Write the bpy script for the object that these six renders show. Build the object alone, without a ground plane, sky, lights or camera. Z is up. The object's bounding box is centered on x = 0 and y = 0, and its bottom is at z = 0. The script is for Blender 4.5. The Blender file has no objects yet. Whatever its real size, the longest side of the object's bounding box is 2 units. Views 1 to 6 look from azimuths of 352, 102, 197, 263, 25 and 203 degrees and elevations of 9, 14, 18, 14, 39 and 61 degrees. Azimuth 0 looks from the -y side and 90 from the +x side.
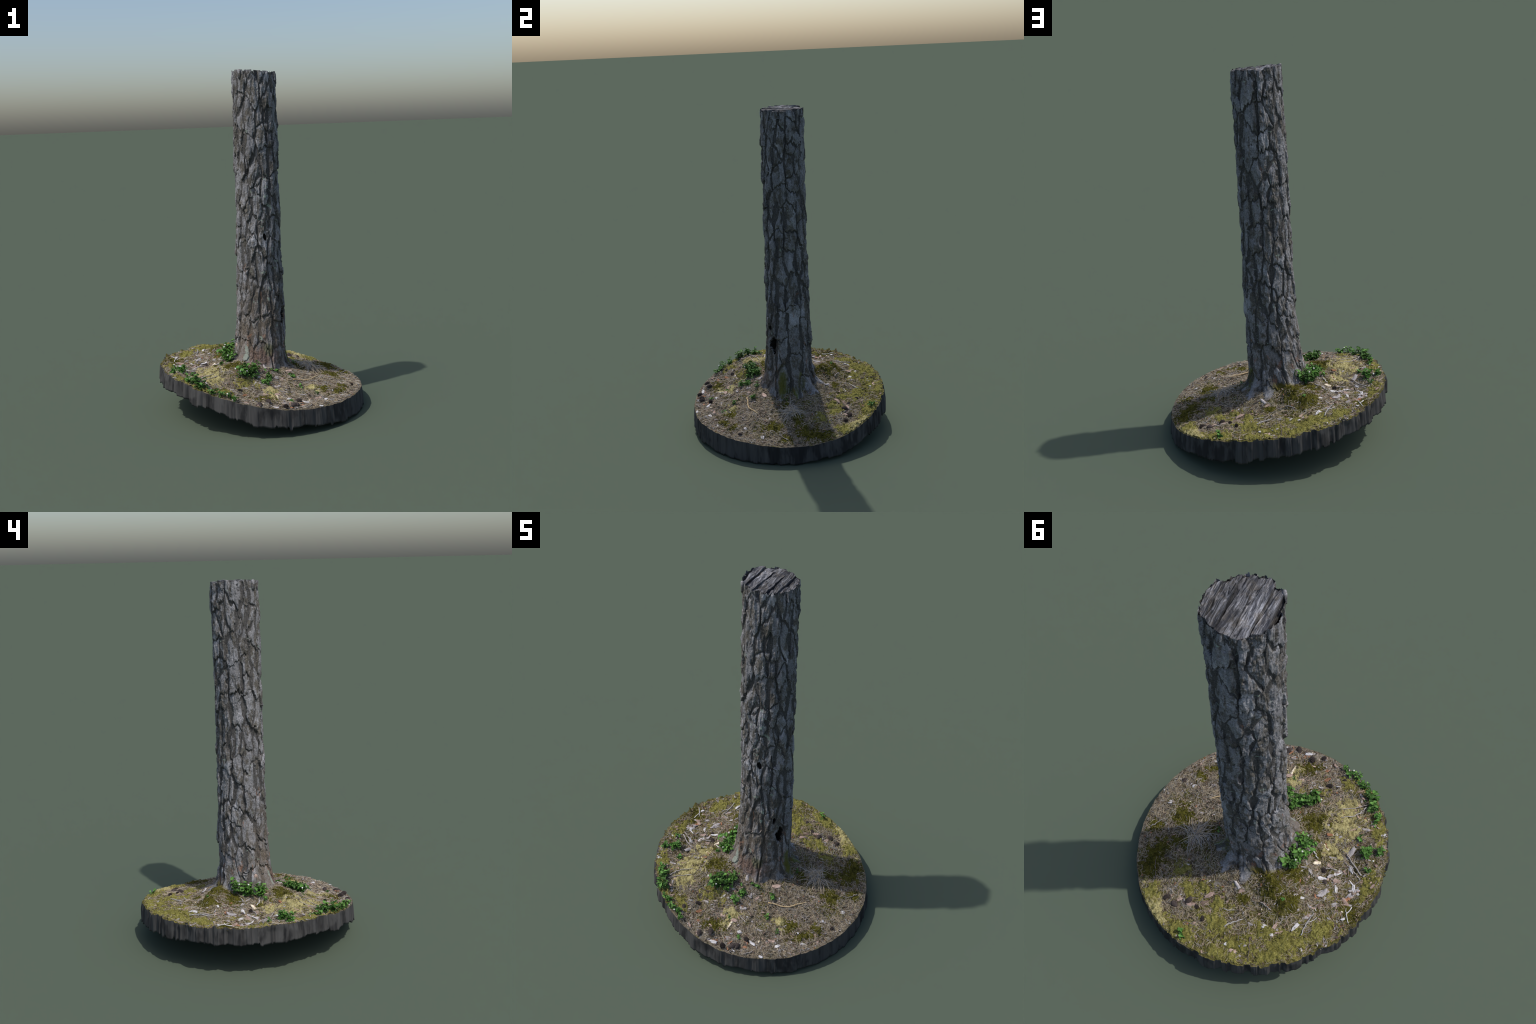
# Pine trunk section standing on a round slab of forest floor.
import bpy, math, random
import numpy as np
from mathutils import Vector, Matrix

random.seed(7)
rng = np.random.default_rng(7)
TAU = 2 * math.pi

# ------------------------------------------------------------------ noise
_perm = np.random.default_rng(11).permutation(4096)
_grad = np.random.default_rng(12).normal(size=(4096, 3))
_grad /= np.linalg.norm(_grad, axis=1)[:, None]


def perlin(x, y, z):
    x, y, z = np.broadcast_arrays(np.asarray(x, float), np.asarray(y, float), np.asarray(z, float))
    xi, yi, zi = np.floor(x).astype(int), np.floor(y).astype(int), np.floor(z).astype(int)
    fx, fy, fz = x - xi, y - yi, z - zi
    sm = lambda t: t * t * t * (t * (t * 6 - 15) + 10)
    ux, uy, uz = sm(fx), sm(fy), sm(fz)
    out = 0
    for a in (0, 1):
        for b in (0, 1):
            for c in (0, 1):
                h = _perm[(_perm[(_perm[(xi + a) & 4095] + yi + b) & 4095] + zi + c) & 4095]
                g = _grad[h]
                d = g[..., 0] * (fx - a) + g[..., 1] * (fy - b) + g[..., 2] * (fz - c)
                out = out + d * (ux if a else 1 - ux) * (uy if b else 1 - uy) * (uz if c else 1 - uz)
    return out * 1.6


def fbm(x, y, z, octaves=4, gain=0.5):
    s, amp, f = 0, 1.0, 1.0
    for o in range(octaves):
        s = s + amp * perlin(x * f + 13.7 * o, y * f + 5.1 * o, z * f + 9.3 * o)
        amp *= gain
        f *= 2.03
    return s


def smooth(a, b, x):
    t = np.clip((x - a) / (b - a), 0, 1)
    return t * t * (3 - 2 * t)


# ------------------------------------------------------------------ helpers
def link(ob, parent=None):
    bpy.context.scene.collection.objects.link(ob)
    if parent is not None:
        ob.parent = parent
    return ob


def mesh_from(name, verts, faces, mats=(), smooth_shade=True, mat_index=None):
    me = bpy.data.meshes.new(name)
    verts = np.asarray(verts, dtype=np.float32)
    if isinstance(faces, np.ndarray):
        n, k = faces.shape
        me.vertices.add(len(verts))
        me.vertices.foreach_set("co", verts.ravel())
        me.loops.add(n * k)
        me.loops.foreach_set("vertex_index", faces.astype(np.int32).ravel())
        me.polygons.add(n)
        me.polygons.foreach_set("loop_start", np.arange(0, n * k, k, dtype=np.int32))
        me.polygons.foreach_set("loop_total", np.full(n, k, dtype=np.int32))
        me.update(calc_edges=True)
    else:
        me.from_pydata([tuple(v) for v in verts], [], faces)
    for m in mats:
        me.materials.append(m)
    if mat_index is not None:
        me.polygons.foreach_set("material_index", np.asarray(mat_index, dtype=np.int32))
    if smooth_shade:
        me.polygons.foreach_set("use_smooth", np.ones(len(me.polygons), dtype=bool))
    me.update()
    return me


class Builder:
    """gathers many small pieces into one mesh"""

    def __init__(self):
        self.v, self.f, self.m = [], [], []

    def add(self, verts, faces, mi=0):
        o = len(self.v)
        self.v.extend([tuple(p) for p in verts])
        self.f.extend([tuple(i + o for i in f) for f in faces])
        self.m.extend([mi] * len(faces))

    def tube(self, pts, radii, sides=5, mi=0, cap=True):
        pts = [np.asarray(p, float) for p in pts]
        vs, fs = [], []
        for i, p in enumerate(pts):
            t = pts[min(i + 1, len(pts) - 1)] - pts[max(i - 1, 0)]
            t = t / (np.linalg.norm(t) + 1e-9)
            a = np.cross(t, (0, 0, 1.0)) if abs(t[2]) < 0.9 else np.cross(t, (1.0, 0, 0))
            a /= np.linalg.norm(a)
            b = np.cross(t, a)
            for k in range(sides):
                w = TAU * k / sides
                vs.append(p + radii[i] * (math.cos(w) * a + math.sin(w) * b))
        for i in range(len(pts) - 1):
            for k in range(sides):
                k2 = (k + 1) % sides
                fs.append((i * sides + k, i * sides + k2, (i + 1) * sides + k2, (i + 1) * sides + k))
        if cap:
            fs.append(tuple(range(sides))[::-1])
            n = (len(pts) - 1) * sides
            fs.append(tuple(n + k for k in range(sides)))
        self.add(vs, fs, mi)

    def mesh(self, name, mats, smooth_shade=True):
        return mesh_from(name, self.v, self.f, mats, smooth_shade, self.m)


# ------------------------------------------------------------------ materials
class Mat:
    def __init__(self, name, rough=0.9, spec=0.2):
        self.mat = bpy.data.materials.new(name)
        self.mat.use_nodes = True
        self.t = self.mat.node_tree
        self.b = self.t.nodes["Principled BSDF"]
        self.b.inputs["Roughness"].default_value = rough
        self.b.inputs["Specular IOR Level"].default_value = spec
        self.co = self.t.nodes.new("ShaderNodeTexCoord").outputs["Object"]

    def n(self, kind, **props):
        nd = self.t.nodes.new(kind)
        for k, v in props.items():
            setattr(nd, k, v)
        return nd

    def L(self, a, b):
        self.t.links.new(a, b)

    def mapped(self, scale, loc=(0, 0, 0), rot=(0, 0, 0)):
        m = self.n("ShaderNodeMapping")
        m.inputs["Scale"].default_value = scale if not isinstance(scale, (int, float)) else (scale,) * 3
        m.inputs["Location"].default_value = loc
        m.inputs["Rotation"].default_value = rot
        self.L(self.co, m.inputs["Vector"])
        return m.outputs["Vector"]

    def noise(self, scale, detail=4, rough=0.6, stretch=(1, 1, 1), dist=0.0, loc=(0, 0, 0)):
        nd = self.n("ShaderNodeTexNoise")
        nd.inputs["Scale"].default_value = scale
        nd.inputs["Detail"].default_value = detail
        nd.inputs["Roughness"].default_value = rough
        nd.inputs["Distortion"].default_value = dist
        self.L(self.mapped(stretch, loc), nd.inputs["Vector"])
        return nd.outputs["Fac"]

    def ramp(self, fac, stops, interp="LINEAR"):
        r = self.n("ShaderNodeValToRGB")
        r.color_ramp.interpolation = interp
        els = r.color_ramp.elements
        while len(els) < len(stops):
            els.new(0.5)
        for e, (p, c) in zip(els, stops):
            e.position = p
            e.color = (*c, 1) if len(c) == 3 else c
        self.L(fac, r.inputs["Fac"])
        return r.outputs["Color"]

    def mask(self, fac, lo, hi):
        m = self.n("ShaderNodeMapRange")
        m.interpolation_type = "SMOOTHSTEP"
        m.inputs["From Min"].default_value = lo
        m.inputs["From Max"].default_value = hi
        self.L(fac, m.inputs["Value"])
        return m.outputs["Result"]

    def math(self, op, a, b=None):
        m = self.n("ShaderNodeMath", operation=op)
        for i, x in enumerate((a, b)):
            if x is None:
                continue
            if isinstance(x, (int, float)):
                m.inputs[i].default_value = x
            else:
                self.L(x, m.inputs[i])
        return m.outputs[0]

    def mix(self, fac, a, b, blend="MIX"):
        m = self.n("ShaderNodeMix", data_type="RGBA", blend_type=blend)
        for sock, x in ((m.inputs[0], fac), (m.inputs[6], a), (m.inputs[7], b)):
            if isinstance(x, (int, float)):
                sock.default_value = x
            elif isinstance(x, tuple):
                sock.default_value = (*x, 1)
            else:
                self.L(x, sock)
        return m.outputs[2]

    def ball(self, centre, radii, soft=0.5, noise_amt=0.5, noise_scale=40):
        """mask that is 1 inside an ellipsoid at a place on the object, with a ragged edge"""
        m = self.n("ShaderNodeMapping")
        m.vector_type = "POINT"
        m.inputs["Scale"].default_value = tuple(1 / r for r in radii)
        m.inputs["Location"].default_value = tuple(-c / r for c, r in zip(centre, radii))
        self.L(self.co, m.inputs["Vector"])
        ln = self.n("ShaderNodeVectorMath", operation="LENGTH")
        self.L(m.outputs["Vector"], ln.inputs[0])
        nz = self.noise(noise_scale, 3, 0.6)
        d = self.math("ADD", ln.outputs["Value"], self.math("MULTIPLY", self.math("SUBTRACT", nz, 0.5), noise_amt * 2))
        return self.math("SUBTRACT", 1.0, self.mask(d, 1 - soft, 1 + soft * 0.2))

    def sep(self):
        s = self.n("ShaderNodeSeparateXYZ")
        self.L(self.co, s.inputs[0])
        return s.outputs

    def finish(self, color, bump=None, strength=0.4, dist=0.004, jitter=0.0):
        if jitter:
            oi = self.n("ShaderNodeObjectInfo")
            hv = self.n("ShaderNodeHueSaturation")
            v = self.n("ShaderNodeMapRange")
            v.inputs["To Min"].default_value = 1 - jitter
            v.inputs["To Max"].default_value = 1 + jitter
            self.L(oi.outputs["Random"], v.inputs["Value"])
            self.L(v.outputs["Result"], hv.inputs["Value"])
            if isinstance(color, tuple):
                hv.inputs["Color"].default_value = (*color, 1)
            else:
                self.L(color, hv.inputs["Color"])
            color = hv.outputs["Color"]
        if isinstance(color, tuple):
            self.b.inputs["Base Color"].default_value = (*color, 1)
        else:
            self.L(color, self.b.inputs["Base Color"])
        if bump is not None:
            bn = self.n("ShaderNodeBump")
            bn.inputs["Strength"].default_value = strength
            bn.inputs["Distance"].default_value = dist
            self.L(bump, bn.inputs["Height"])
            self.L(bn.outputs["Normal"], self.b.inputs["Normal"])
        return self.mat


BARK_GREY = 0.185


def bark_material(name, furrow=False):
    M = Mat(name, 0.92, 0.15)
    fine = M.noise(190, 5, 0.7, (1, 1, 0.8))
    mid = M.noise(38, 5, 0.65, (1, 1, 0.5))
    big = M.noise(9, 3, 0.5, (1, 1, 0.6), loc=(3, 1, 2))
    if furrow:
        base = M.ramp(fine, [(0.25, (0.029, 0.027, 0.026)), (0.5, (0.072, 0.069, 0.067)), (0.75, (0.150, 0.146, 0.143))])
        base = M.mix(M.math("MULTIPLY", M.mask(mid, 0.52, 0.72), 0.6), base, (0.105, 0.101, 0.099))
    else:
        g = BARK_GREY
        base = M.ramp(fine, [(0.27, (g * 0.40, g * 0.39, g * 0.40)), (0.48, (g * 0.97, g * 0.965, g * 1.0)), (0.73, (g * 1.75, g * 1.76, g * 1.88))])
        brown = M.ramp(fine, [(0.27, (0.030, 0.026, 0.020)), (0.5, (0.085, 0.076, 0.062)), (0.75, (0.165, 0.15, 0.125))])
        crack = M.noise(24, 6, 0.72, (1, 1, 0.5), 0.4, (2, 2, 7))
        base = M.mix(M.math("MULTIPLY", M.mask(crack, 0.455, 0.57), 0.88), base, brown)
        pale = M.math("MULTIPLY", M.mask(M.noise(17, 5, 0.7, (1, 1, 0.5), loc=(8, 2, 5)), 0.52, 0.64), 0.65)
        base = M.mix(pale, base, M.ramp(fine, [(0.3, (0.22, 0.22, 0.234)), (0.7, (0.50, 0.503, 0.54))]))
    # rusty flaked places, mostly on the lower trunk
    z = M.sep()[2]
    low = M.math("SUBTRACT", 1.0, M.mask(M.math("ADD", z, M.math("MULTIPLY", M.math("SUBTRACT", big, 0.5), 1.2)), 0.40, 1.25))
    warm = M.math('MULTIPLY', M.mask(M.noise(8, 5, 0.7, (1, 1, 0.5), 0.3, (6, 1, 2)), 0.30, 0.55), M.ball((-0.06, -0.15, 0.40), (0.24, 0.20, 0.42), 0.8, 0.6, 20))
    base = M.mix(M.math('MULTIPLY', warm, 0.7), base, M.ramp(fine, [(0.3, (0.060, 0.047, 0.035)), (0.72, (0.225, 0.182, 0.140))]))
    rn = M.noise(17, 5, 0.65, (1, 1, 0.45), 0.6, (4, 7, 1))
    thr = M.math("SUBTRACT", rn, M.math("MULTIPLY", M.math("SUBTRACT", 1.0, low), 0.11))
    rust = M.math("MULTIPLY", M.mask(thr, 0.6, 0.66), 0.7)
    base = M.mix(rust, base, M.ramp(fine, [(0.3, (0.13, 0.062, 0.035)), (0.75, (0.30, 0.17, 0.115))]))
    # pale blue-green lichen spots, strongest on the south-east side
    ln = M.noise(30, 3, 0.5, (1, 1, 1.3), 0.3, (1, 9, 4))
    side = M.ball((0.06, -0.14, 1.15), (0.16, 0.14, 0.75), 0.8, 0.2)
    lm = M.mask(M.math("ADD", ln, M.math("MULTIPLY", side, 0.07)), 0.695, 0.73)
    base = M.mix(M.math("MULTIPLY", lm, 0.75), base, M.ramp(fine, [(0.3, (0.15, 0.19, 0.155)), (0.7, (0.36, 0.43, 0.36))]))
    gl = M.mask(M.noise(55, 4, 0.7, (1, 1, 0.7), 0, (5, 5, 5)), 0.6, 0.72)
    base = M.mix(M.math("MULTIPLY", gl, 0.3), base, (0.17, 0.185, 0.13))
    foot = M.ball((-0.01, -0.135, 0.33), (0.13, 0.075, 0.075), 0.7, 0.7, 40)
    base = M.mix(M.math('MULTIPLY', foot, 0.75), base, M.ramp(fine, [(0.3, (0.065, 0.040, 0.030)), (0.72, (0.25, 0.165, 0.13))]))
    # moss creeping up the foot
    for c, r, col in (((0.155, 0.0, 0.30), (0.05, 0.035, 0.14), (0.10, 0.105, 0.012)),
                      ((0.19, 0.06, 0.25), (0.07, 0.05, 0.06), (0.085, 0.10, 0.015)),
                      ((0.13, 0.12, 0.33), (0.04, 0.03, 0.09), (0.10, 0.11, 0.02)),
                      ((-0.09, 0.16, 0.30), (0.09, 0.06, 0.035), (0.115, 0.095, 0.012)),
                      ((0.03, -0.13, 0.37), (0.035, 0.05, 0.05), (0.13, 0.13, 0.08))):
        base = M.mix(M.math("MULTIPLY", M.ball(c, r, 0.6, 0.5, 50), 0.85), base, col)
    for c, r in (((-0.105, -0.125, 0.325), (0.022, 0.03, 0.022)), ((-0.10, -0.115, 0.37), (0.014, 0.03, 0.035))):
        base = M.mix(M.math("MULTIPLY", M.ball(c, r, 0.5, 0.7, 60), 0.6), base, (0.30, 0.36, 0.31))
    bump = M.math("ADD", fine, M.noise(120, 4, 0.7, (0.6, 0.6, 2.2)))
    return M.finish(base, bump, 0.6, 0.003, 0.0 if furrow else 0.16)


mat_furrow = bark_material("bark_furrow", True)
mat_plate = bark_material("bark_plate")


def wood_material():
    M = Mat("weathered_cut_wood", 0.85, 0.2)
    streak = M.noise(42, 6, 0.75, (2.0, 0.22, 1), 1.6)
    band = M.noise(16, 3, 0.6, (2.2, 0.5, 1), 0.5, (3, 1, 0))
    blot = M.noise(30, 5, 0.7, dist=0.8)
    c = M.ramp(streak, [(0.38, (0.008, 0.009, 0.012)), (0.50, (0.085, 0.085, 0.090)), (0.66, (0.29, 0.295, 0.32))])
    c = M.mix(M.math("MULTIPLY", M.mask(blot, 0.48, 0.64), 0.5), c, M.ramp(streak, [(0.33, (0.03, 0.024, 0.018)), (0.7, (0.17, 0.145, 0.115))]))
    c = M.mix(M.math("MULTIPLY", M.mask(band, 0.50, 0.62), 0.8), c, (0.028, 0.029, 0.036))
    return M.finish(c, streak, 0.7, 0.004, 0.45)


def wall_material():
    M = Mat("dark_cut_earth", 0.9, 0.25)
    s = M.noise(30, 4, 0.65, (1, 1, 0.06))
    s2 = M.noise(70, 3, 0.6, (1, 1, 0.03), loc=(2, 2, 0))
    c = M.ramp(s, [(0.25, (0.024, 0.024, 0.025)), (0.5, (0.060, 0.059, 0.059)), (0.75, (0.082, 0.081, 0.080))])
    # black vertical streaks, echoing shade baked into the original's wall colour
    st = M.noise(13, 4, 0.6, (1, 1, 0.35), 0.2, (7, 3, 0))
    c = M.mix(M.math("MULTIPLY", M.mask(st, 0.48, 0.62), 0.8), c, (0.014, 0.014, 0.015))
    return M.finish(c, s2, 0.25, 0.004)


def floor_material():
    M = Mat("forest_litter", 0.95, 0.12)
    fine = M.noise(210, 6, 0.8)
    st1 = M.noise(75, 5, 0.75, (2.6, 0.45, 1), 1.5)
    st2 = M.noise(75, 5, 0.75, (0.45, 2.6, 1), 1.5, (4, 1, 0))
    base = M.ramp(fine, [(0.32, (0.022, 0.018, 0.012)), (0.45, (0.13, 0.108, 0.075)), (0.58, (0.32, 0.275, 0.205)), (0.70, (0.56, 0.50, 0.41))])
    straw = M.math("MAXIMUM", M.mask(st1, 0.54, 0.64), M.mask(st2, 0.54, 0.64))
    base = M.mix(M.math("MULTIPLY", straw, 0.7), base, M.ramp(fine, [(0.3, (0.24, 0.19, 0.115)), (0.7, (0.52, 0.44, 0.31))]))
    pink = M.mask(M.noise(20, 4, 0.7, loc=(9, 2, 0)), 0.52, 0.66)
    base = M.mix(M.math("MULTIPLY", pink, 0.3), base, M.ramp(fine, [(0.3, (0.13, 0.085, 0.065)), (0.7, (0.34, 0.26, 0.225))]))
    dark = M.mask(M.noise(36, 6, 0.8, loc=(2, 6, 0)), 0.49, 0.60)
    base = M.mix(M.math("MULTIPLY", dark, 0.8), base, (0.022, 0.018, 0.010))
    # thin film of moss between the needles, denser on the north and west
    mo = M.noise(10, 7, 0.72, loc=(1, 3, 0))
    s = M.sep()
    nw = M.math("SUBTRACT", M.math("MULTIPLY", s[1], 0.10), M.math("MULTIPLY", s[0], 0.10))
    film = M.mask(M.math("ADD", mo, nw), 0.46, 0.58)
    base = M.mix(M.math("MULTIPLY", film, 0.85), base, M.ramp(fine, [(0.32, (0.022, 0.022, 0.004)), (0.5, (0.11, 0.102, 0.018)), (0.70, (0.33, 0.30, 0.085))]))
    yel = M.mask(M.math("ADD", M.noise(17, 6, 0.75, loc=(5, 8, 0)), nw), 0.58, 0.67)
    base = M.mix(M.math("MULTIPLY", yel, 0.7), base, M.ramp(fine, [(0.32, (0.10, 0.085, 0.018)), (0.5, (0.27, 0.235, 0.07)), (0.70, (0.46, 0.41, 0.16))]))
    return M.finish(base, fine, 0.9, 0.008)


def moss_material(name, lo, mid, hi, scale=160):
    M = Mat(name, 0.95, 0.1)
    f = M.noise(scale, 6, 0.8)
    g = M.noise(38, 5, 0.7, loc=(3, 3, 3))
    c = M.ramp(f, [(0.30, lo), (0.5, mid), (0.70, hi)])
    c = M.mix(M.math("MULTIPLY", M.mask(g, 0.48, 0.62), 0.6), c, lo)
    st = M.noise(80, 5, 0.75, (2.6, 0.5, 1), 1.5)
    c = M.mix(M.math("MULTIPLY", M.mask(st, 0.58, 0.68), 0.5), c, (0.33, 0.27, 0.19))
    return M.finish(c, f, 0.9, 0.008)


def plain(name, lo, hi, rough=0.85, scale=80, stretch=(1, 1, 1), jitter=0.25, spec=0.2):
    M = Mat(name, rough, spec)
    f = M.noise(scale, 4, 0.7, stretch)
    return M.finish(M.ramp(f, [(0.3, lo), (0.7, hi)]), f, 0.3, 0.002, jitter)


mat_wood = wood_material()
mat_wall = wall_material()
mat_floor = floor_material()
moss_kinds = {
    "straw": moss_material("straw_yellow_moss", (0.20, 0.17, 0.06), (0.46, 0.41, 0.19), (0.68, 0.62, 0.34)),
    "olive": moss_material("olive_yellow_moss", (0.07, 0.065, 0.014), (0.255, 0.238, 0.062), (0.47, 0.445, 0.165)),
    "green": moss_material("dark_olive_moss", (0.024, 0.024, 0.005), (0.098, 0.092, 0.014), (0.22, 0.205, 0.042)),
}
mat_needle = [plain("tan_needle", (0.36, 0.285, 0.185), (0.62, 0.53, 0.39), jitter=0),
              plain("grey_needle", (0.25, 0.235, 0.21), (0.52, 0.49, 0.45), jitter=0),
              plain("brown_needle", (0.07, 0.045, 0.03), (0.19, 0.13, 0.09), jitter=0)]
mat_flake = [plain("grey_bark_flake", (0.21, 0.195, 0.195), (0.46, 0.43, 0.435)),
             plain("pink_bark_flake", (0.24, 0.165, 0.135), (0.47, 0.355, 0.30)),
             plain("brown_bark_flake", (0.085, 0.06, 0.046), (0.20, 0.145, 0.115)),
             plain("rusty_bark_flake", (0.20, 0.085, 0.04), (0.36, 0.19, 0.11)),
             plain("pale_wood_chip", (0.55, 0.46, 0.32), (0.76, 0.69, 0.55), jitter=0.1),
             plain("bleached_bark_flake", (0.36, 0.35, 0.355), (0.62, 0.61, 0.62), jitter=0.15)]
mat_twig = [plain("grey_twig", (0.20, 0.18, 0.165), (0.42, 0.39, 0.37), stretch=(1, 1, 1)),
            plain("bleached_twig", (0.24, 0.23, 0.22), (0.50, 0.485, 0.465)),
            plain("tan_twig", (0.38, 0.26, 0.13), (0.66, 0.53, 0.33)),
            plain("dark_twig", (0.09, 0.07, 0.06), (0.20, 0.16, 0.14))]
mat_cone = plain("pine_cone_scale", (0.022, 0.017, 0.015), (0.10, 0.08, 0.075))
mat_stem = plain("shrub_stem", (0.05, 0.045, 0.02), (0.12, 0.10, 0.05))


def leaf_material():
    M = Mat("shrub_leaf", 0.5, 0.35)
    f = M.noise(70, 3, 0.6)
    c = M.ramp(f, [(0.3, (0.022, 0.070, 0.012)), (0.50, (0.085, 0.22, 0.036)), (0.70, (0.24, 0.43, 0.10))])
    mat = M.finish(c, f, 0.3, 0.002, 0.45)
    tr = M.n("ShaderNodeBsdfTranslucent")
    tr.inputs["Color"].default_value = (0.10, 0.28, 0.04, 1)
    mx = M.n("ShaderNodeMixShader")
    mx.inputs[0].default_value = 0.22
    out = M.t.nodes["Material Output"]
    M.L(M.b.outputs[0], mx.inputs[1])
    M.L(tr.outputs[0], mx.inputs[2])
    M.L(mx.outputs[0], out.inputs["Surface"])
    return mat


mat_leaf = leaf_material()
mat_dark = plain("hollow_shade", (0.006, 0.005, 0.005), (0.02, 0.016, 0.013), jitter=0)  # near-black colour paints the shade inside the carved pits

# ------------------------------------------------------------------ shape of the ground
DISC_R = 0.602


def slope(x, y):
    """gently warped tilt of the whole slab: harmonic terms of the rim height, faded towards the middle"""
    th = np.arctan2(y, x)
    r = np.hypot(x, y) / DISC_R
    return (0.1972 + r * (-0.0907 * np.cos(th) + 0.0148 * np.sin(th))
            + r ** 2 * (0.0040 * np.cos(2 * th) - 0.0009 * np.sin(2 * th))
            + r ** 3 * (0.0032 * np.cos(3 * th) - 0.0129 * np.sin(3 * th)))


def blob(x, y, cx, cy, a, b, rot=0.0):
    c, s = math.cos(rot), math.sin(rot)
    u, v = (x - cx) * c + (y - cy) * s, -(x - cx) * s + (y - cy) * c
    return np.exp(-(u / a) ** 2 - (v / b) ** 2)


TX, TY = 0.0, 0.012      # where the foot of the trunk stands

# hills and hollows: rise above the even slope of the slab (x, y, rise)
HILLS = np.array([
    (-0.02, -0.175, 0.078), (0.20, 0.065, 0.060), (0.033, 0.19, 0.072), (-0.15, 0.078, 0.082), (-0.109, 0.181, 0.078),   # foot of the trunk
    (-0.157, -0.161, 0.088), (-0.223, -0.208, 0.070), (-0.291, -0.275, 0.040), (-0.343, -0.215, 0.030), (-0.303, -0.122, 0.022), (-0.303, -0.087, 0.016),
    (-0.298, -0.006, 0.017), (-0.223, 0.247, 0.066), (-0.184, 0.300, 0.017), (-0.126, 0.284, 0.024), (-0.088, 0.351, 0.010), (-0.029, 0.422, -0.001),
    (-0.29, 0.30, 0.022), (-0.262, 0.14, 0.034), (-0.370, 0.132, 0.003), (-0.413, -0.098, -0.007), (-0.397, -0.360, 0.012), (-0.462, -0.260, -0.010), (-0.516, -0.272, -0.012),
    (-0.506, 0.0, -0.020), (-0.50, -0.11, -0.014), (-0.517, 0.136, -0.024), (-0.530, 0.215, -0.010), (-0.376, 0.239, 0.002), (-0.359, 0.342, -0.002), (-0.30, 0.44, 0.012), (-0.151, 0.450, -0.003), (-0.184, 0.534, -0.008),
    (0.251, 0.112, 0.036), (0.099, 0.438, 0.006), (0.061, 0.365, 0.000), (0.191, 0.404, 0.000), (0.355, 0.222, 0.008), (0.341, -0.138, 0.024), (0.514, -0.194, 0.003), (0.516, -0.058, 0.001),
    (0.40, 0.06, 0.012), (0.35, 0.135, 0.030), (-0.193, -0.423, 0.005), (0.015, -0.462, -0.002), (-0.02, -0.31, 0.022), (0.20, -0.22, 0.024), (0.15, -0.11, 0.048), (0.30, -0.35, 0.004), (0.14, 0.27, 0.016),
    (-0.10, -0.27, 0.042), (-0.06, 0.24, 0.038), (-0.165, 0.215, 0.080), (0.25, 0.0, 0.028)])
_ring = np.linspace(0, TAU, 24, endpoint=False)
_foot = np.linspace(0, TAU, 8, endpoint=False)
CTRL = np.concatenate([HILLS, np.stack([0.602 * np.cos(_ring), 0.602 * np.sin(_ring), -0.004 - 0.006 * smooth(0.4, -0.8, np.cos(_ring))], 1),
                       np.stack([0.09 * np.cos(_foot), 0.09 * np.sin(_foot), 0.09 + 0 * _foot], 1)])


def _tps(d2):
    return 0.5 * d2 * np.log(d2 + 1e-9)


_K = _tps(((CTRL[:, None, :2] - CTRL[None, :, :2]) ** 2).sum(-1)) + 0.0008 * np.eye(len(CTRL))
_Pm = np.concatenate([np.ones((len(CTRL), 1)), CTRL[:, :2]], 1)
_sol = np.linalg.solve(np.block([[_K, _Pm], [_Pm.T, np.zeros((3, 3))]]), np.concatenate([CTRL[:, 2], np.zeros(3)]))


def ground(x, y):
    x, y = np.asarray(x, float), np.asarray(y, float)
    x, y = np.broadcast_arrays(x, y)
    z = slope(x, y) + _sol[-3] + _sol[-2] * x + _sol[-1] * y
    for (cx, cy, _), w in zip(CTRL, _sol):
        z = z + w * _tps((x - cx) ** 2 + (y - cy) ** 2)
    return z + 0.016 * blob(x, y, -0.125, 0.195, 0.055, 0.038, 2.3) + 0.004 * blob(x, y, -0.215, 0.255, 0.04, 0.03, 0.6)


def ground_rough(x, y):
    fade = smooth(DISC_R, DISC_R - 0.03, np.hypot(x, y)) * 0.7 + 0.3
    return fade * (0.0105 * fbm(x * 13, y * 13, 0.3, 3) + 0.0060 * fbm(x * 55, y * 55, 1.7, 3, 0.6))


def ground_full(x, y):
    return ground(x, y) + ground_rough(np.asarray(x, float), np.asarray(y, float))


# ------------------------------------------------------------------ shape of the trunk
AX = (0.0004, 0.0159, 1.0)
# axis and radius as cubic / quartic curves of height (metres, z - 1)
CX = (0.0156, 0.003, 0.0005)


def trunk_axis(z):
    t = np.asarray(z, float)
    hx = np.interp(t, (0.2, 0.3, 0.4, 0.5, 0.6, 0.8, 1.2, 1.6, 2.0), (-0.014, -0.007, 0.0005, 0.0064, 0.0104, 0.0144, 0.0162, 0.019, 0.0202))
    hy = np.interp(t, (0.2, 0.3, 0.4, 0.5, 0.6, 0.8, 1.2, 1.6, 2.0), (0.001, 0.007, 0.0129, 0.0177, 0.0207, 0.0231, 0.0229, 0.026, 0.0339))
    return hx, hy


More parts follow.
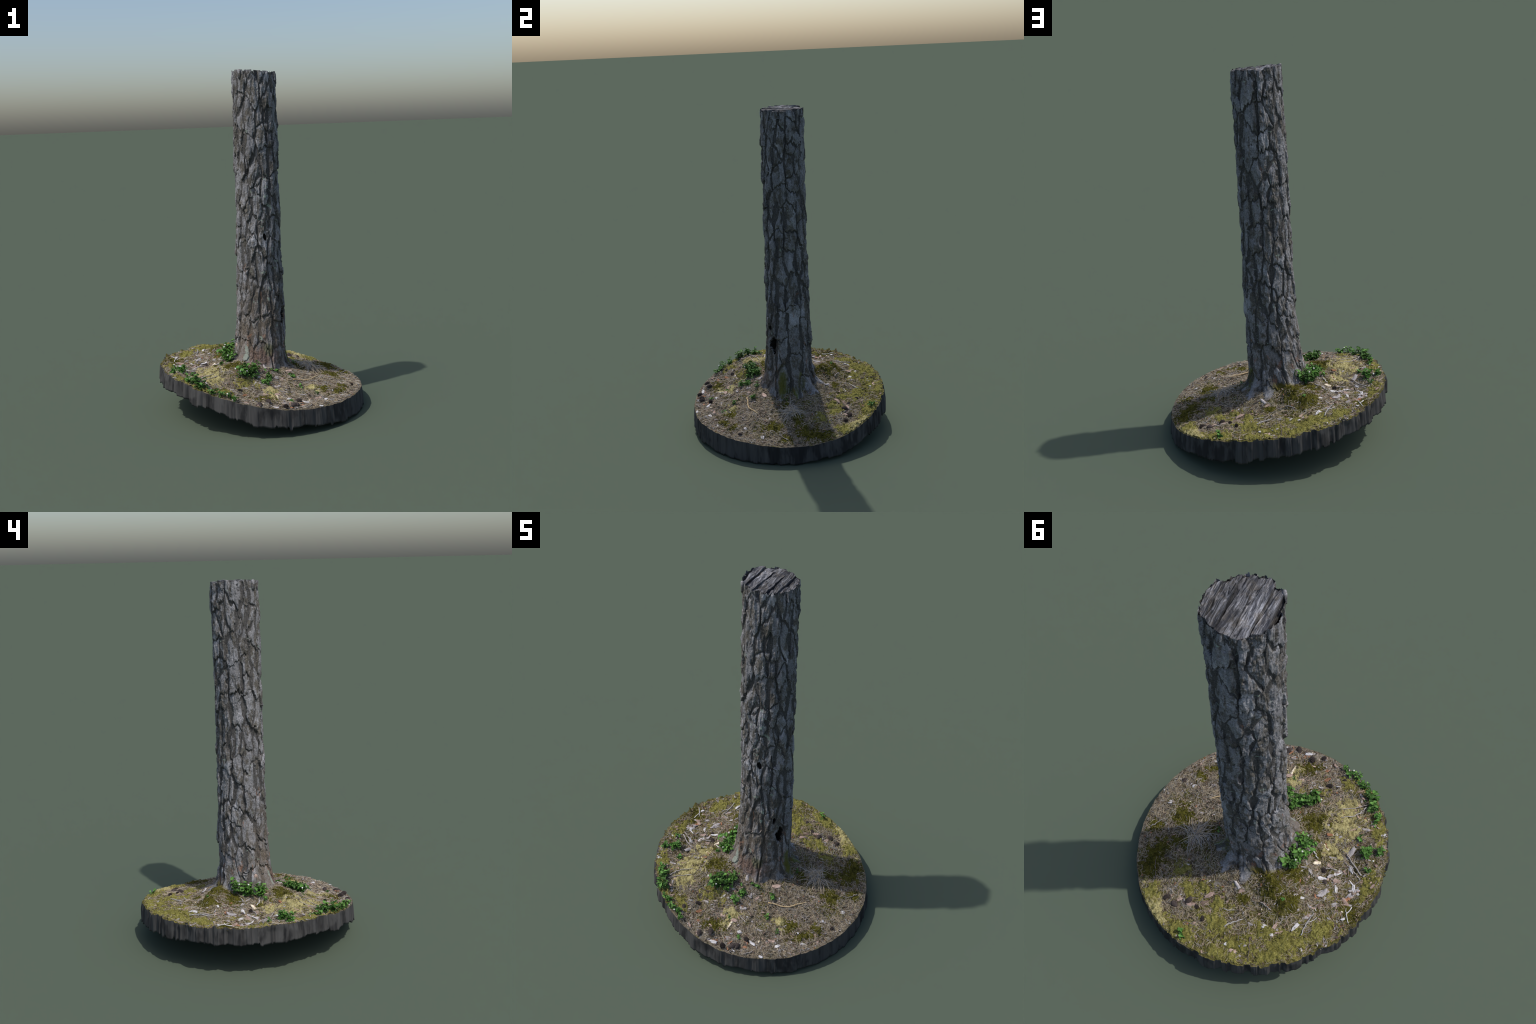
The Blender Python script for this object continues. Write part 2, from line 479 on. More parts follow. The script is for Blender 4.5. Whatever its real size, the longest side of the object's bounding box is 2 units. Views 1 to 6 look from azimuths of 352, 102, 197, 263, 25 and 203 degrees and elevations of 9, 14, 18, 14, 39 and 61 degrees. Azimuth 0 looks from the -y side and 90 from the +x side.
def trunk_radius(z, th):
    r = np.interp(z, (0.2, 0.3, 0.4, 0.5, 0.6, 0.7, 0.8, 0.9, 1.0, 1.1, 1.25, 1.5, 1.75, 1.9, 2.0),
                  (0.151, 0.149, 0.147, 0.1442, 0.1413, 0.1385, 0.136, 0.1338, 0.1321, 0.1308, 0.1297, 0.1295, 0.1295, 0.1285, 0.127))
    s = z - 1
    r = r + (0.0017 - 0.0017 * s) * np.cos(2 * th) + 0.0011 * np.sin(2 * th)
    # root flare: swells close to the ground, more along the roots
    hx, hy = trunk_axis(z)
    gz = ground(hx + 0.17 * np.cos(th), hy + 0.17 * np.sin(th))
    h = np.clip(z - gz, -0.02, None)
    lobes = (0.40 * np.exp(-((np.angle(np.exp(1j * (th - 0.10)))) / 0.45) ** 2)
             + 0.85 * np.exp(-((np.angle(np.exp(1j * (th - 1.30)))) / 0.40) ** 2)
             + 0.70 * np.exp(-((np.angle(np.exp(1j * (th - 2.15)))) / 0.33) ** 2)
             + 0.45 * np.exp(-((np.angle(np.exp(1j * (th + 1.25)))) / 0.35) ** 2)
             + 0.35 * np.exp(-((np.angle(np.exp(1j * (th + 0.55)))) / 0.30) ** 2)
             + 0.25 * np.exp(-((np.angle(np.exp(1j * (th + 2.2)))) / 0.45) ** 2))
    lobes = lobes + 0.95 * np.exp(-((np.angle(np.exp(1j * (th - 0.72)))) / 0.30) ** 2) + 0.3 * np.exp(-((np.angle(np.exp(1j * (th - 3.0)))) / 0.3) ** 2)
    lobes = lobes * (0.72 + 0.50 * np.cos(th * 11 + 1.0) * smooth(0.0, 0.5, lobes) + 0.35 * fbm(np.cos(th) * 5, np.sin(th) * 5, z * 14, 3))
    lobes = lobes + 0.6 * np.exp(-((np.angle(np.exp(1j * (th + 2.36)))) / 0.40) ** 2)
    return r + 0.0015 + 0.066 * lobes * np.exp(-(h + 0.015) / 0.045) + (0.010 + 0.010 * smooth(0.4, -0.8, np.cos(th - 5.4))) * np.exp(-h / 0.05)


def top_height(th):
    return 1.984 - 0.0075 * np.cos(th) + 0.002 * np.sin(2 * th + 1)


# plates of the bark: staggered columns of long cells
seeds = []
NCOL = 13
srng = np.random.default_rng(5)
for c in range(NCOL):
    th0 = TAU * (c + 0.5 * 0) / NCOL
    z = 0.10 + (c % 2) * 0.07 + srng.uniform(-0.03, 0.03)
    while z < 2.06:
        step = srng.uniform(0.085, 0.20) * (1.3 if z < 0.5 else 1.0)
        z += step
        seeds.append((th0 + srng.normal() * 0.12 + 0.25 * (z - 1.0) * math.sin(c * 2.1), z, srng.uniform(-0.012, 0.012)))
        if srng.random() < 0.16:      # a narrow splinter plate beside it
            seeds.append((th0 + srng.choice((-1, 1)) * 0.27, z + step * 0.5, -0.012))
seeds = np.array(seeds)
REF_R = 0.133
KZ = 0.38
NPL = len(seeds)
plate_rise = srng.uniform(-0.0035, 0.003, NPL)
plate_tilt = srng.uniform(0.010, 0.080, NPL)
plate_roll = srng.normal(0, 0.07, NPL)


def bark_relief(th, z):
    """returns height relative to the plate tops (m, negative in cracks), plate number, crack distance"""
    P = np.cos(th), np.sin(th)
    w1 = fbm(P[0] * 3.2, P[1] * 3.2, z * 5.5, 3)
    w2 = fbm(P[0] * 9 + 4, P[1] * 9, z * 20, 3)
    w3 = fbm(P[0] * 4 + 7, P[1] * 4, z * 7 + 3, 3)
    tw = th + 0.085 * w1 + 0.034 * w2
    zw = z + 0.022 * w3 + 0.010 * fbm(P[0] * 12, P[1] * 12 + 5, z * 14, 2)
    n = len(th)
    d1 = np.full(n, 9.0); d2 = np.full(n, 9.0)
    i1 = np.zeros(n, int); i2 = np.zeros(n, int)
    order = np.argsort(seeds[:, 1])
    for i in order:
        st, sz, wgt = seeds[i]
        near = np.nonzero(np.abs(zw - sz) < 0.30)[0]
        ds = np.angle(np.exp(1j * (tw[near] - st))) * REF_R
        d = np.sqrt(ds ** 2 + ((zw[near] - sz) * KZ) ** 2) - wgt * 0.5
        c1 = d < d1[near]
        k = near[c1]
        d2[k], i2[k] = d1[k], i1[k]
        d1[k], i1[k] = d[c1], i
        rest = near[~c1]
        dr = d[~c1]
        c2 = dr < d2[rest]
        k = rest[c2]
        d2[k], i2[k] = dr[c2], i
    a, b = seeds[i1], seeds[i2]
    vs = np.angle(np.exp(1j * (b[:, 0] - a[:, 0]))) * REF_R
    vz = (b[:, 1] - a[:, 1]) * KZ
    ln = np.hypot(vs, vz) + 1e-6
    vert = np.abs(vs) / ln                      # 1: the crack runs up and down
    gap = (d2 - d1) * np.minimum((d1 + d2) / (2 * ln + 1e-4), 3.0) * (vert + (1 - vert) * 1.9)
    pair = ((i1 + i2) * 0.61803 + np.abs(i1 - i2) * 0.377) % 1.0          # every crack has its own width
    width = (0.0034 + 0.0098 * vert ** 1.5) * (0.5 + 1.1 * pair)
    width = width * (0.7 + 0.9 * np.clip(0.5 + 1.2 * w2, 0, 1))
    e = gap / width
    prof = 0.52 * smooth(0.0, 1.0, e) + 0.48 * smooth(0.3, 3.4, e)
    depth = 0.0125 * (0.7 + 0.3 * vert) * (0.45 + 0.55 * smooth(0.08, 0.45, pair))
    dzp = np.clip((seeds[i1, 1] - zw), -0.10, 0.10)
    dsp = np.angle(np.exp(1j * (tw - seeds[i1, 0]))) * REF_R
    top = plate_rise[i1] + plate_tilt[i1] * dzp + plate_roll[i1] * dsp
    h = -depth * (1 - prof) + top * smooth(0.1, 0.7, e)
    # flaking terraces, short cross fissures and ripples on the plates, rough floor in the cracks
    terr = fbm(P[0] * 6, P[1] * 6 + 2, z * 9, 3)
    h = h + prof * (0.0020 * np.tanh(terr * 6) + 0.0022 * fbm(P[0] * 8 + 3, P[1] * 8, z * 22, 2))
    fis = np.abs(perlin(P[0] * 3.5 + 2 * w2, P[1] * 3.5, z * 26 + 2.5 * w3))
    h = h - prof * 0.0022 * (1 - smooth(0.0, 0.07, fis)) * smooth(-0.1, 0.25, w3)
    h = h + prof * 0.0010 * fbm(P[0] * 9, P[1] * 9, z * 90, 3)
    h = h + 0.0008 * fbm(P[0] * 16, P[1] * 16, z * 60, 3, 0.6)
    return h - 0.001, i1, prof


NT, NZ = 480, 820
th = np.linspace(0, TAU, NT, endpoint=False)
u = np.linspace(0, 1, NZ)
TH, U = np.meshgrid(th, u)
zb = ground(0.16 * np.cos(TH) + TX, 0.16 * np.sin(TH) + TY) - 0.10
rim_cut = top_height(TH) + 0.0035 * np.sign(fbm(np.cos(TH) * 6, np.sin(TH) * 6, 2.2, 2)) * smooth(0.97, 1.0, U)
Z = zb + (rim_cut - zb) * U
flat_th, flat_z = TH.ravel(), Z.ravel()
relief, plate_id, prof = bark_relief(flat_th, flat_z)
R = trunk_radius(flat_z, flat_th) + relief
# less relief where the bark dives into the soil
# the hollow at the foot, a pit of a lost branch and a few beetle holes


def pit(theta0, z0, wt, wz, depth, skew=0.0):
    global R
    ds = np.angle(np.exp(1j * (flat_th - theta0))) * 0.14 + skew * (flat_z - z0)
    d = np.sqrt((ds / wt) ** 2 + ((flat_z - z0) / wz) ** 2) + 0.30 * fbm(np.cos(flat_th) * 11, np.sin(flat_th) * 11, flat_z * 28, 3)
    m = smooth(1.08, 0.74, d)
    R = R - depth * m
    return m


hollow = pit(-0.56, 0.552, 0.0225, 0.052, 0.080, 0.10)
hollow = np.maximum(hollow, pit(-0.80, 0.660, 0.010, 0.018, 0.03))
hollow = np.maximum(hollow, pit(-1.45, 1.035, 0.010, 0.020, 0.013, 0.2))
for t0, z0 in ((1.75, 1.83), (1.95, 1.77), (1.5, 1.62)):
    pit(t0, z0, 0.004, 0.005, 0.010)
HX, HY = trunk_axis(flat_z)
TV = np.stack([HX + R * np.cos(flat_th), HY + R * np.sin(flat_th), flat_z], 1)
ii, jj = np.meshgrid(np.arange(NZ - 1), np.arange(NT), indexing="ij")
j2 = (jj + 1) % NT
TF = np.stack([ii * NT + jj, ii * NT + j2, (ii + 1) * NT + j2, (ii + 1) * NT + jj], -1).reshape(-1, 4)

# vertex normals of the whole trunk, shared by all of its pieces
fn = np.cross(TV[TF[:, 2]] - TV[TF[:, 0]], TV[TF[:, 3]] - TV[TF[:, 1]])
VN = np.zeros_like(TV)
for k in range(4):
    np.add.at(VN, TF[:, k], fn)
VN /= np.linalg.norm(VN, axis=1)[:, None] + 1e-12

# ------------------------------------------------------------------ the thing
thing = bpy.data.objects.new("pine_trunk_on_forest_floor", None)
thing["label"] = "tall pine trunk with fissured grey bark on round mossy soil slab"
thing["category"] = "tree trunk"
link(thing)


def trunk_piece(name, face_sel, mat, parent):
    f = TF[face_sel]
    used, inv = np.unique(f, return_inverse=True)
    me = mesh_from(name, TV[used], inv.reshape(-1, 4), [mat])
    me.normals_split_custom_set_from_vertices([tuple(v) for v in VN[used]])
    return link(bpy.data.objects.new(name, me), parent)


face_prof = prof[TF].mean(1)
face_plate = plate_id[TF[:, 0]]
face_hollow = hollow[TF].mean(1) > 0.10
is_plate = (face_prof > 0.42) & ~face_hollow
trunk = trunk_piece("trunk", (~is_plate) & ~face_hollow, mat_furrow, thing)
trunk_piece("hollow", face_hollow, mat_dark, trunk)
counts = np.bincount(face_plate[is_plate], minlength=NPL)
big = [i for i in np.argsort(-counts) if counts[i] > 60][:300]
for i in big:
    trunk_piece("bark_plate", is_plate & (face_plate == i), mat_plate, trunk)
rest = is_plate & ~np.isin(face_plate, big)
if rest.any():
    ob = trunk_piece("bark_crumb", rest, mat_plate, trunk)
    ob["kind"] = "stuff"

# ------------------------------------------------------------------ sawn top: grey north-south strips copying the scan's bridging triangles
Rtop = R.reshape(NZ, NT)[-1]
Rtop = np.convolve(np.pad(Rtop, 9, mode='wrap'), np.ones(19) / 19, 'valid') - 0.001
hx, hy = trunk_axis(2.0)
outline = np.stack([hx + (Rtop - 0.001) * np.cos(th), hy + (Rtop - 0.001) * np.sin(th)], 1)


def chord(x0):
    """south and north end of the line x = x0 inside the trunk outline"""
    xs, ys = outline[:, 0], outline[:, 1]
    hit = []
    for a in range(NT):
        b = (a + 1) % NT
        if (xs[a] - x0) * (xs[b] - x0) <= 0 and xs[a] != xs[b]:
            t = (x0 - xs[a]) / (xs[b] - xs[a])
            hit.append(ys[a] + t * (ys[b] - ys[a]))
    return (min(hit), max(hit)) if len(hit) > 1 else None


edges = [-0.104, -0.090, -0.080, -0.052, -0.041, 0.000, 0.014, 0.056, 0.066, 0.098, 0.112, 0.145]
skew = [0.0, 0.05, -0.06, 0.05, -0.03, 0.07, -0.07, 0.05, -0.05, 0.06, -0.04, 0.0]
lifts = [-0.034, -0.018, 0.005, -0.007, 0.004, -0.004, 0.003, -0.012, 0.006, -0.008, 0.002]
wrng = np.random.default_rng(3)
for k in range(len(edges) - 1):
    a, b = edges[k] + (0.0004, 0.0014, 0.0004)[k % 3], edges[k + 1] - (0.0010, 0.0003, 0.0004)[k % 3]
    nx, ny = 6, 40
    xs = np.linspace(a, b, nx)
    vs, fs = [], []
    tilt = wrng.uniform(-0.05, 0.05)
    for layer in (0, 1):
        for i, x in enumerate(xs):
            ch = chord(min(max(x, outline[:, 0].min() + 0.002), outline[:, 0].max() - 0.002))
            if ch is None:
                ch = (0.0, 0.01)
            for j in range(ny):
                y = ch[0] + (ch[1] - ch[0]) * j / (ny - 1)
                f = i / (nx - 1)
                xx = x + (y - hy) * (skew[k] * (1 - f) + skew[k + 1] * f)
                aa0, rr0 = math.atan2(y - hy, xx - hx), math.hypot(xx - hx, y - hy)
                lim = float(np.interp(aa0 % TAU, th, Rtop)) - 0.001
                q = min(1.0, lim / rr0)
                px_, py_ = hx + (xx - hx) * q, hy + (y - hy) * q
                z = 1.935
                if layer:
                    z = 1.9815 - 0.075 * (x - hx) + lifts[k] + tilt * (y - hy) + 0.0022 * float(perlin(x * 170, y * 10, k)) + 0.0055 * float(fbm(x * 36, y * 26, k + 5, 3)) - 0.10 * max(0.0, abs(y - hy) - 0.075) * (k % 3 == 1)
                vs.append((px_, py_, z))
    N = nx * ny
    for i in range(nx - 1):
        for j in range(ny - 1):
            q = (i * ny + j, i * ny + j + 1, (i + 1) * ny + j + 1, (i + 1) * ny + j)
            fs.append(tuple(N + t for t in q[::-1]))
            fs.append(q)
    for i in range(nx - 1):
        for j in (0, ny - 1):
            q = (i * ny + j, (i + 1) * ny + j, N + (i + 1) * ny + j, N + i * ny + j)
            fs.append(q if j == 0 else q[::-1])
    for j in range(ny - 1):
        for i in (0, nx - 1):
            q = (i * ny + j, i * ny + j + 1, N + i * ny + j + 1, N + i * ny + j)
            fs.append(q[::-1] if i == 0 else q)
    link(bpy.data.objects.new("wood_strip", mesh_from("wood_strip", vs, fs, [mat_wood], False)), trunk)


def slab(name, centre, size, rot, mat, parent, jag=0.25, bend=0.0, seed=0, axis_up=None):
    """irregular flat flake with real thickness: outline of 14 corners, domed, warped"""
    r = np.random.default_rng(seed)
    n = 14
    L, W, T = size
    pts = []
    for k in range(n):
        a = TAU * k / n
        q = 1 + r.uniform(-jag, jag)
        c, s = math.cos(a), math.sin(a)
        e = 0.75
        pts.append((L * q * math.copysign(abs(c) ** e, c), W * q * math.copysign(abs(s) ** e, s)))
    vs, fs = [], []
    for lay, (sc, h) in enumerate(((0.96, -T), (1.0, 0.0), (0.9, T * 0.8), (0.5, T * 1.1))):
        for (x, y) in pts:
            vs.append((x * sc, y * sc, h + bend * (x / L) ** 2 * L - bend * 0.6 * (y / W) ** 2 * W + r.uniform(-0.15, 0.15) * T))
    vs.append((0, 0, T * 1.1))
    vs.append((0, 0, -T))
    for lay in range(3):
        for k in range(n):
            k2 = (k + 1) % n
            fs.append((lay * n + k, lay * n + k2, (lay + 1) * n + k2, (lay + 1) * n + k))
    for k in range(n):
        k2 = (k + 1) % n
        fs.append((3 * n + k, 3 * n + k2, 4 * n))
        fs.append((k2, k, 4 * n + 1))
    ob = bpy.data.objects.new(name, mesh_from(name, vs, fs, [mat]))
    ob.location = centre
    ob.rotation_euler = rot
    return link(ob, parent)


# splinters of bark: one proud of the sawn top, loose ones at the foot, rags along the top edge
slab("bark_splinter", (-0.0735, -0.0565, 1.970), (0.0285, 0.0115, 0.0065), (0, math.radians(-90), math.radians(217)), mat_plate, trunk, 0.08, 0.0, 3)
slab("bark_splinter", (0.020, 0.168, 0.345), (0.042, 0.011, 0.004), (0, math.radians(-78), math.radians(-88)), mat_plate, trunk, 0.2, 0.1, 5)
slab("bark_splinter", (-0.147, -0.03, 0.375), (0.020, 0.010, 0.004), (0, math.radians(-86), math.radians(190)), mat_flake[1], trunk, 0.2, 0.1, 6)

# ------------------------------------------------------------------ forest floor
NR, NA = 190, 1000
rr = np.concatenate([np.linspace(0.085, 0.20, 36, endpoint=False), np.linspace(0.20, 1.0 * DISC_R, NR - 36)])
aa = np.linspace(0, TAU, NA, endpoint=False)
AA, RR = np.meshgrid(aa, rr)
ragged = 0.0035 * fbm(np.cos(AA) * 9, np.sin(AA) * 9, 4.4, 3) + 0.0035 * np.sign(fbm(np.cos(AA) * 16, np.sin(AA) * 16, 8.8, 2)) * 0.5
west = smooth(0.2, -0.7, np.cos(AA + 0.5))          # the west side of the slab is cut more roughly
RRr = RR + (ragged * (0.5 + 1.9 * west)) * smooth(0.5, DISC_R, RR)
GX, GY = RRr * np.cos(AA), RRr * np.sin(AA)
GZ = ground_full(GX, GY)
edge_lump = 0.009 * np.clip(fbm(np.cos(AA) * 20, np.sin(AA) * 20, 3.3, 3), -0.4, 1) * west * smooth(DISC_R - 0.03, DISC_R, RR)
nwest = np.exp(-(np.angle(np.exp(1j * (AA - 2.75))) / 0.55) ** 2)
GZ = GZ + edge_lump + nwest * smooth(DISC_R - 0.022, DISC_R, RR) * 0.016 * np.clip(0.35 + fbm(np.cos(AA) * 24, np.sin(AA) * 24, 1.3, 3), 0, 1.2)
GV = np.stack([GX, GY, GZ], -1).reshape(-1, 3)


def ring_faces(n_r, n_a, flip=False):
    i, j = np.meshgrid(np.arange(n_r - 1), np.arange(n_a), indexing="ij")
    k = (j + 1) % n_a
    f = np.stack([i * n_a + j, (i + 1) * n_a + j, (i + 1) * n_a + k, i * n_a + k], -1).reshape(-1, 4)
    return f[:, ::-1] if flip else f


floor_ob = link(bpy.data.objects.new("forest_floor", mesh_from("forest_floor", GV, ring_faces(NR, NA), [mat_floor])), thing)

# cut side of the slab: torn vertical folds, ragged lower edge, closed underneath
NW = 12
top = np.stack([GX[-1], GY[-1], GZ[-1]], 1)
ca, sa = np.cos(aa), np.sin(aa)
bot = 0.0945 - 0.0981 * ca + 0.0171 * sa + 0.0053 * np.cos(2 * aa) + 0.0071 * np.sin(2 * aa)
steps = np.random.default_rng(21)
nst = 230
cut = np.sort(steps.uniform(0, TAU, nst))
seg = np.searchsorted(cut, aa) % nst
tooth = steps.normal(0, 1, nst)[seg] * 0.0060
fold = steps.uniform(-1, 0.8, nst)[seg] * 0.0042
frac = (aa - cut[seg - 1]) % TAU
fold = fold + 0.0035 * fbm(ca * 11, sa * 11, 0.7, 4) + steps.normal(0, 0.08, nst)[seg] * np.minimum(frac, 0.05)
bot = bot - np.interp(np.degrees(aa), (0, 20, 45, 70, 90, 135, 165, 180, 200, 217, 235, 250, 265, 285, 305, 345, 360), (-0.002, 0.008, 0.018, 0.007, -0.001, 0.000, 0.009, 0.014, 0.003, -0.013, -0.006, 0.010, 0.019, 0.006, -0.014, -0.004, -0.002))
bot = np.maximum(bot + tooth + 0.006 * fbm(ca * 8, sa * 8, 5.5, 3), 0.0)
wall = []
for k in range(NW):
    t = k / (NW - 1)
    rad = np.hypot(top[:, 0], top[:, 1]) + 0.008 * t + fold * smooth(0, 0.4, np.full_like(aa, t)) * (0.6 + 0.7 * west[-1]) + 0.0005
    zz = top[:, 2] * (1 - t) + bot * t
    if k == 0:
        wall.append(top.copy())
    else:
        rad = np.minimum(rad, 0.6165 + 0.002 * np.sin(aa * 37))
        wall.append(np.stack([rad * ca, rad * sa, zz], 1))
under = []
for f in (0.93, 0.6, 0.25, 0.02):
    x, y = wall[-1][:, 0] * f, wall[-1][:, 1] * f
    under.append(np.stack([x, y, np.maximum(slope(x, y) - 0.098 + 0.004 * fbm(x * 12, y * 12, 3, 3), 0.004)], 1))
WV = np.concatenate(wall + under)
soil = link(bpy.data.objects.new("soil_side", mesh_from("soil_side", WV, ring_faces(NW + 4, NA), [mat_wall])), thing)

# ------------------------------------------------------------------ moss cushions
MOSS = [  # x, y, half length, half width, turn, kind
    (-0.345, -0.215, 0.075, 0.085, 0.0, "straw"), (-0.318, -0.335, 0.055, 0.05, 0.4, "straw"), (-0.335, -0.075, 0.055, 0.035, 0.2, "straw"),
    (0.33, 0.475, 0.115, 0.04, -0.85, "straw"), (0.007, -0.385, 0.045, 0.035, 0.3, "straw"), (0.255, -0.30, 0.045, 0.033, 0.0, "straw"),
    (-0.008, -0.449, 0.028, 0.024, 0.0, "straw"), (-0.303, 0.418, 0.115, 0.06, 0.6, "olive"), (-0.104, 0.50, 0.095, 0.05, 0.0, "olive"),
    (0.021, 0.45, 0.08, 0.05, -0.2, "olive"), (-0.19, 0.40, 0.06, 0.045, 0.3, "olive"), (0.38, 0.42, 0.07, 0.05, -0.8, "olive"),
    (0.17, 0.53, 0.10, 0.04, -0.3, "olive"), (-0.25, 0.50, 0.09, 0.045, 0.45, "olive"), (-0.05, 0.565, 0.10, 0.03, 0.0, "olive"),
    (0.427, -0.005, 0.055, 0.07, 0.0, "green"), (0.53, 0.079, 0.05, 0.038, 0.9, "green"), (0.455, 0.215, 0.075, 0.075, 0.0, "green"),
    (0.455, 0.295, 0.07, 0.05, -0.6, "green"), (-0.24, 0.254, 0.075, 0.055, 0.8, "green"), (-0.15, 0.205, 0.06, 0.075, 0.5, "green"),
    (-0.219, 0.108, 0.055, 0.04, 0.2, "green"), (-0.205, -0.17, 0.075, 0.06, 0.4, "green"), (-0.048, 0.30, 0.035, 0.03, 0.0, "green"),
    (0.313, -0.30, 0.05, 0.04, 0.5, "green"), (0.39, -0.32, 0.05, 0.035, 0.6, "green"), (0.45, -0.25, 0.034, 0.028, 0.0, "green"),
    (-0.06, -0.49, 0.055, 0.035, 0.1, "green"), (0.235, 0.02, 0.05, 0.035, 0.2, "green"), (-0.50, -0.26, 0.035, 0.08, 0.4, "olive"),
    (-0.43, 0.30, 0.07, 0.05, 0.9, "olive"), (-0.545, 0.03, 0.03, 0.10, 0.0, "olive"), (-0.40, -0.43, 0.09, 0.03, -0.8, "olive"),
    (0.05, 0.36, 0.06, 0.035, 0.3, "olive"), (0.22, 0.33, 0.07, 0.04, -0.5, "olive"), (-0.28, -0.03, 0.03, 0.03, 0.0, "green"),
    (0.14, 0.30, 0.05, 0.035, 0.2, "olive"), (-0.52, 0.17, 0.04, 0.07, 0.3, "green"), (0.30, 0.26, 0.05, 0.035, 0.5, "olive"),
    (-0.15, -0.33, 0.06, 0.05, 0.0, "olive"), (-0.27, -0.45, 0.05, 0.035, -0.7, "olive"), (0.36, 0.13, 0.06, 0.04, 0.5, "green"),
]
for n, (cx, cy, a, b, rot, kind) in enumerate(MOSS):
    ext = 1.5 * max(a, b)
    g = int(2 * ext / 0.0026)
    xs, ys = np.meshgrid(np.linspace(cx - ext, cx + ext, g), np.linspace(cy - ext, cy + ext, g))
    c, s = math.cos(rot), math.sin(rot)
    uu, vv = ((xs - cx) * c + (ys - cy) * s) / a, (-(xs - cx) * s + (ys - cy) * c) / b
    cover = 1 - np.sqrt(uu ** 2 + vv ** 2) + 1.0 * fbm(xs * 26 + n, ys * 26, n * 1.3, 5, 0.7)
    puff = 0.0045 * perlin(xs * 95, ys * 95, n) + 0.0035 * perlin(xs * 230, ys * 230, n + 9)
    lift = np.where(cover > 0, (0.007 if kind == 'green' else 0.0095) * np.clip(cover, 0, 0.8) ** 0.7, 0.02 * cover) + puff - 0.0008
    # small tongues show between needles
    zz = ground_full(xs, ys) + lift
    keep = (lift > -0.004) & (cover > -0.35) & (np.hypot(xs, ys) < DISC_R - 0.004) & (np.hypot(xs - TX, ys - TY) > 0.12)
    q = np.arange(g * g).reshape(g, g)
    fs = np.stack([q[:-1, :-1], q[:-1, 1:], q[1:, 1:], q[1:, :-1]], -1).reshape(-1, 4)
    fs = fs[keep.ravel()[fs].all(1)]
    used, inv = np.unique(fs, return_inverse=True)
    v = np.stack([xs.ravel(), ys.ravel(), zz.ravel()], 1)[used]
    link(bpy.data.objects.new("moss_cushion", mesh_from("moss_cushion", v, inv.reshape(-1, 4), [moss_kinds[kind]])), floor_ob)


def moss_cover(x, y):
    best = 0.0
    for cx, cy, a, b, rot, kind in MOSS:
        c, s = math.cos(rot), math.sin(rot)
        d = math.hypot(((x - cx) * c + (y - cy) * s) / a, (-(x - cx) * s + (y - cy) * c) / b)
        best = max(best, 1 - d)
    return best


def ground_one(x, y):
    return float(ground_full(np.array([x]), np.array([y]))[0])


# loose moss sprigs thin out around every cushion
def sprigs(kind, count, seed):
    r = np.random.default_rng(seed)
    pats = [m for m in MOSS if m[5] == kind]
    area = np.array([m[2] * m[3] for m in pats])
    pick = r.choice(len(pats), count, p=area / area.sum())
    pa = np.array([m[:5] for m in pats])[pick]
    a = r.uniform(0, TAU, count)
    d = np.abs(r.normal(0, 0.75, count))
    uu, vv = d * np.cos(a) * pa[:, 2], d * np.sin(a) * pa[:, 3]
    x = pa[:, 0] + uu * np.cos(pa[:, 4]) - vv * np.sin(pa[:, 4])
    y = pa[:, 1] + uu * np.sin(pa[:, 4]) + vv * np.cos(pa[:, 4])
    clump = fbm(x * 40, y * 40, seed, 2) > -0.12
    ok = (np.hypot(x, y) < 0.594) & (np.hypot(x - TX, y - TY) > 0.14) & clump
    x, y = x[ok], y[ok]
    n = len(x)
    z = ground_full(x, y) - 0.002
    h = r.uniform(0.004, 0.010, n)
    w = r.uniform(0.0012, 0.0026, n)
    lean = r.normal(0, 0.5, (n, 2))
    t0 = r.uniform(0, TAU, n)
    ring = [np.stack([x + w * np.cos(t0 + TAU * k / 4), y + w * np.sin(t0 + TAU * k / 4), z], 1) for k in range(4)]
    mid = [np.stack([x + 1.1 * w * np.cos(t0 + TAU * k / 4) + lean[:, 0] * h * 0.5, y + 1.1 * w * np.sin(t0 + TAU * k / 4) + lean[:, 1] * h * 0.5, z + h * 0.6], 1) for k in range(4)]
    tip = [np.stack([x + 0.2 * w * np.cos(t0 + TAU * k / 4) + lean[:, 0] * h, y + 0.2 * w * np.sin(t0 + TAU * k / 4) + lean[:, 1] * h, z + h], 1) for k in range(4)]
    V = np.stack(ring + mid + tip, 1).reshape(-1, 3)
    q = np.array([(l * 4 + k, l * 4 + (k + 1) % 4, l * 4 + 4 + (k + 1) % 4, l * 4 + 4 + k) for l in (0, 1) for k in range(4)] + [(8, 9, 10, 11)])
    F = ((np.arange(n) * 12)[:, None, None] + q[None]).reshape(-1, 4)
    ob = link(bpy.data.objects.new("moss_sprig", mesh_from("moss_sprig", V, F, [moss_kinds[kind]], False)), floor_ob)
    ob["kind"] = "stuff"


sprigs("straw", 3500, 51)
sprigs("olive", 8000, 52)
sprigs("green", 7000, 53)

# ------------------------------------------------------------------ fallen pine needles
nrng = np.random.default_rng(31)
N_NEEDLE = 13000
px = nrng.uniform(-0.6, 0.6, N_NEEDLE * 2); py = nrng.uniform(-0.6, 0.6, N_NEEDLE * 2)
ok = (np.hypot(px, py) < 0.592) & (np.hypot(px - TX, py - TY) > 0.15)
px, py = px[ok][:N_NEEDLE], py[ok][:N_NEEDLE]
ang = nrng.uniform(0, TAU, len(px))
length = nrng.uniform(0.014, 0.042, len(px))
curl = nrng.normal(0, 0.22, len(px))
nv, nf, nm = [], [], []
T5 = np.linspace(-0.5, 0.5, 5)
cov = np.array([moss_cover(x, y) for x, y in zip(px, py)])
keep = nrng.random(len(px)) > np.clip(cov * 2.2, 0, 0.86)
px, py, ang, length, curl = px[keep], py[keep], ang[keep], length[keep], curl[keep]
A = ang[:, None] + curl[:, None] * T5[None]
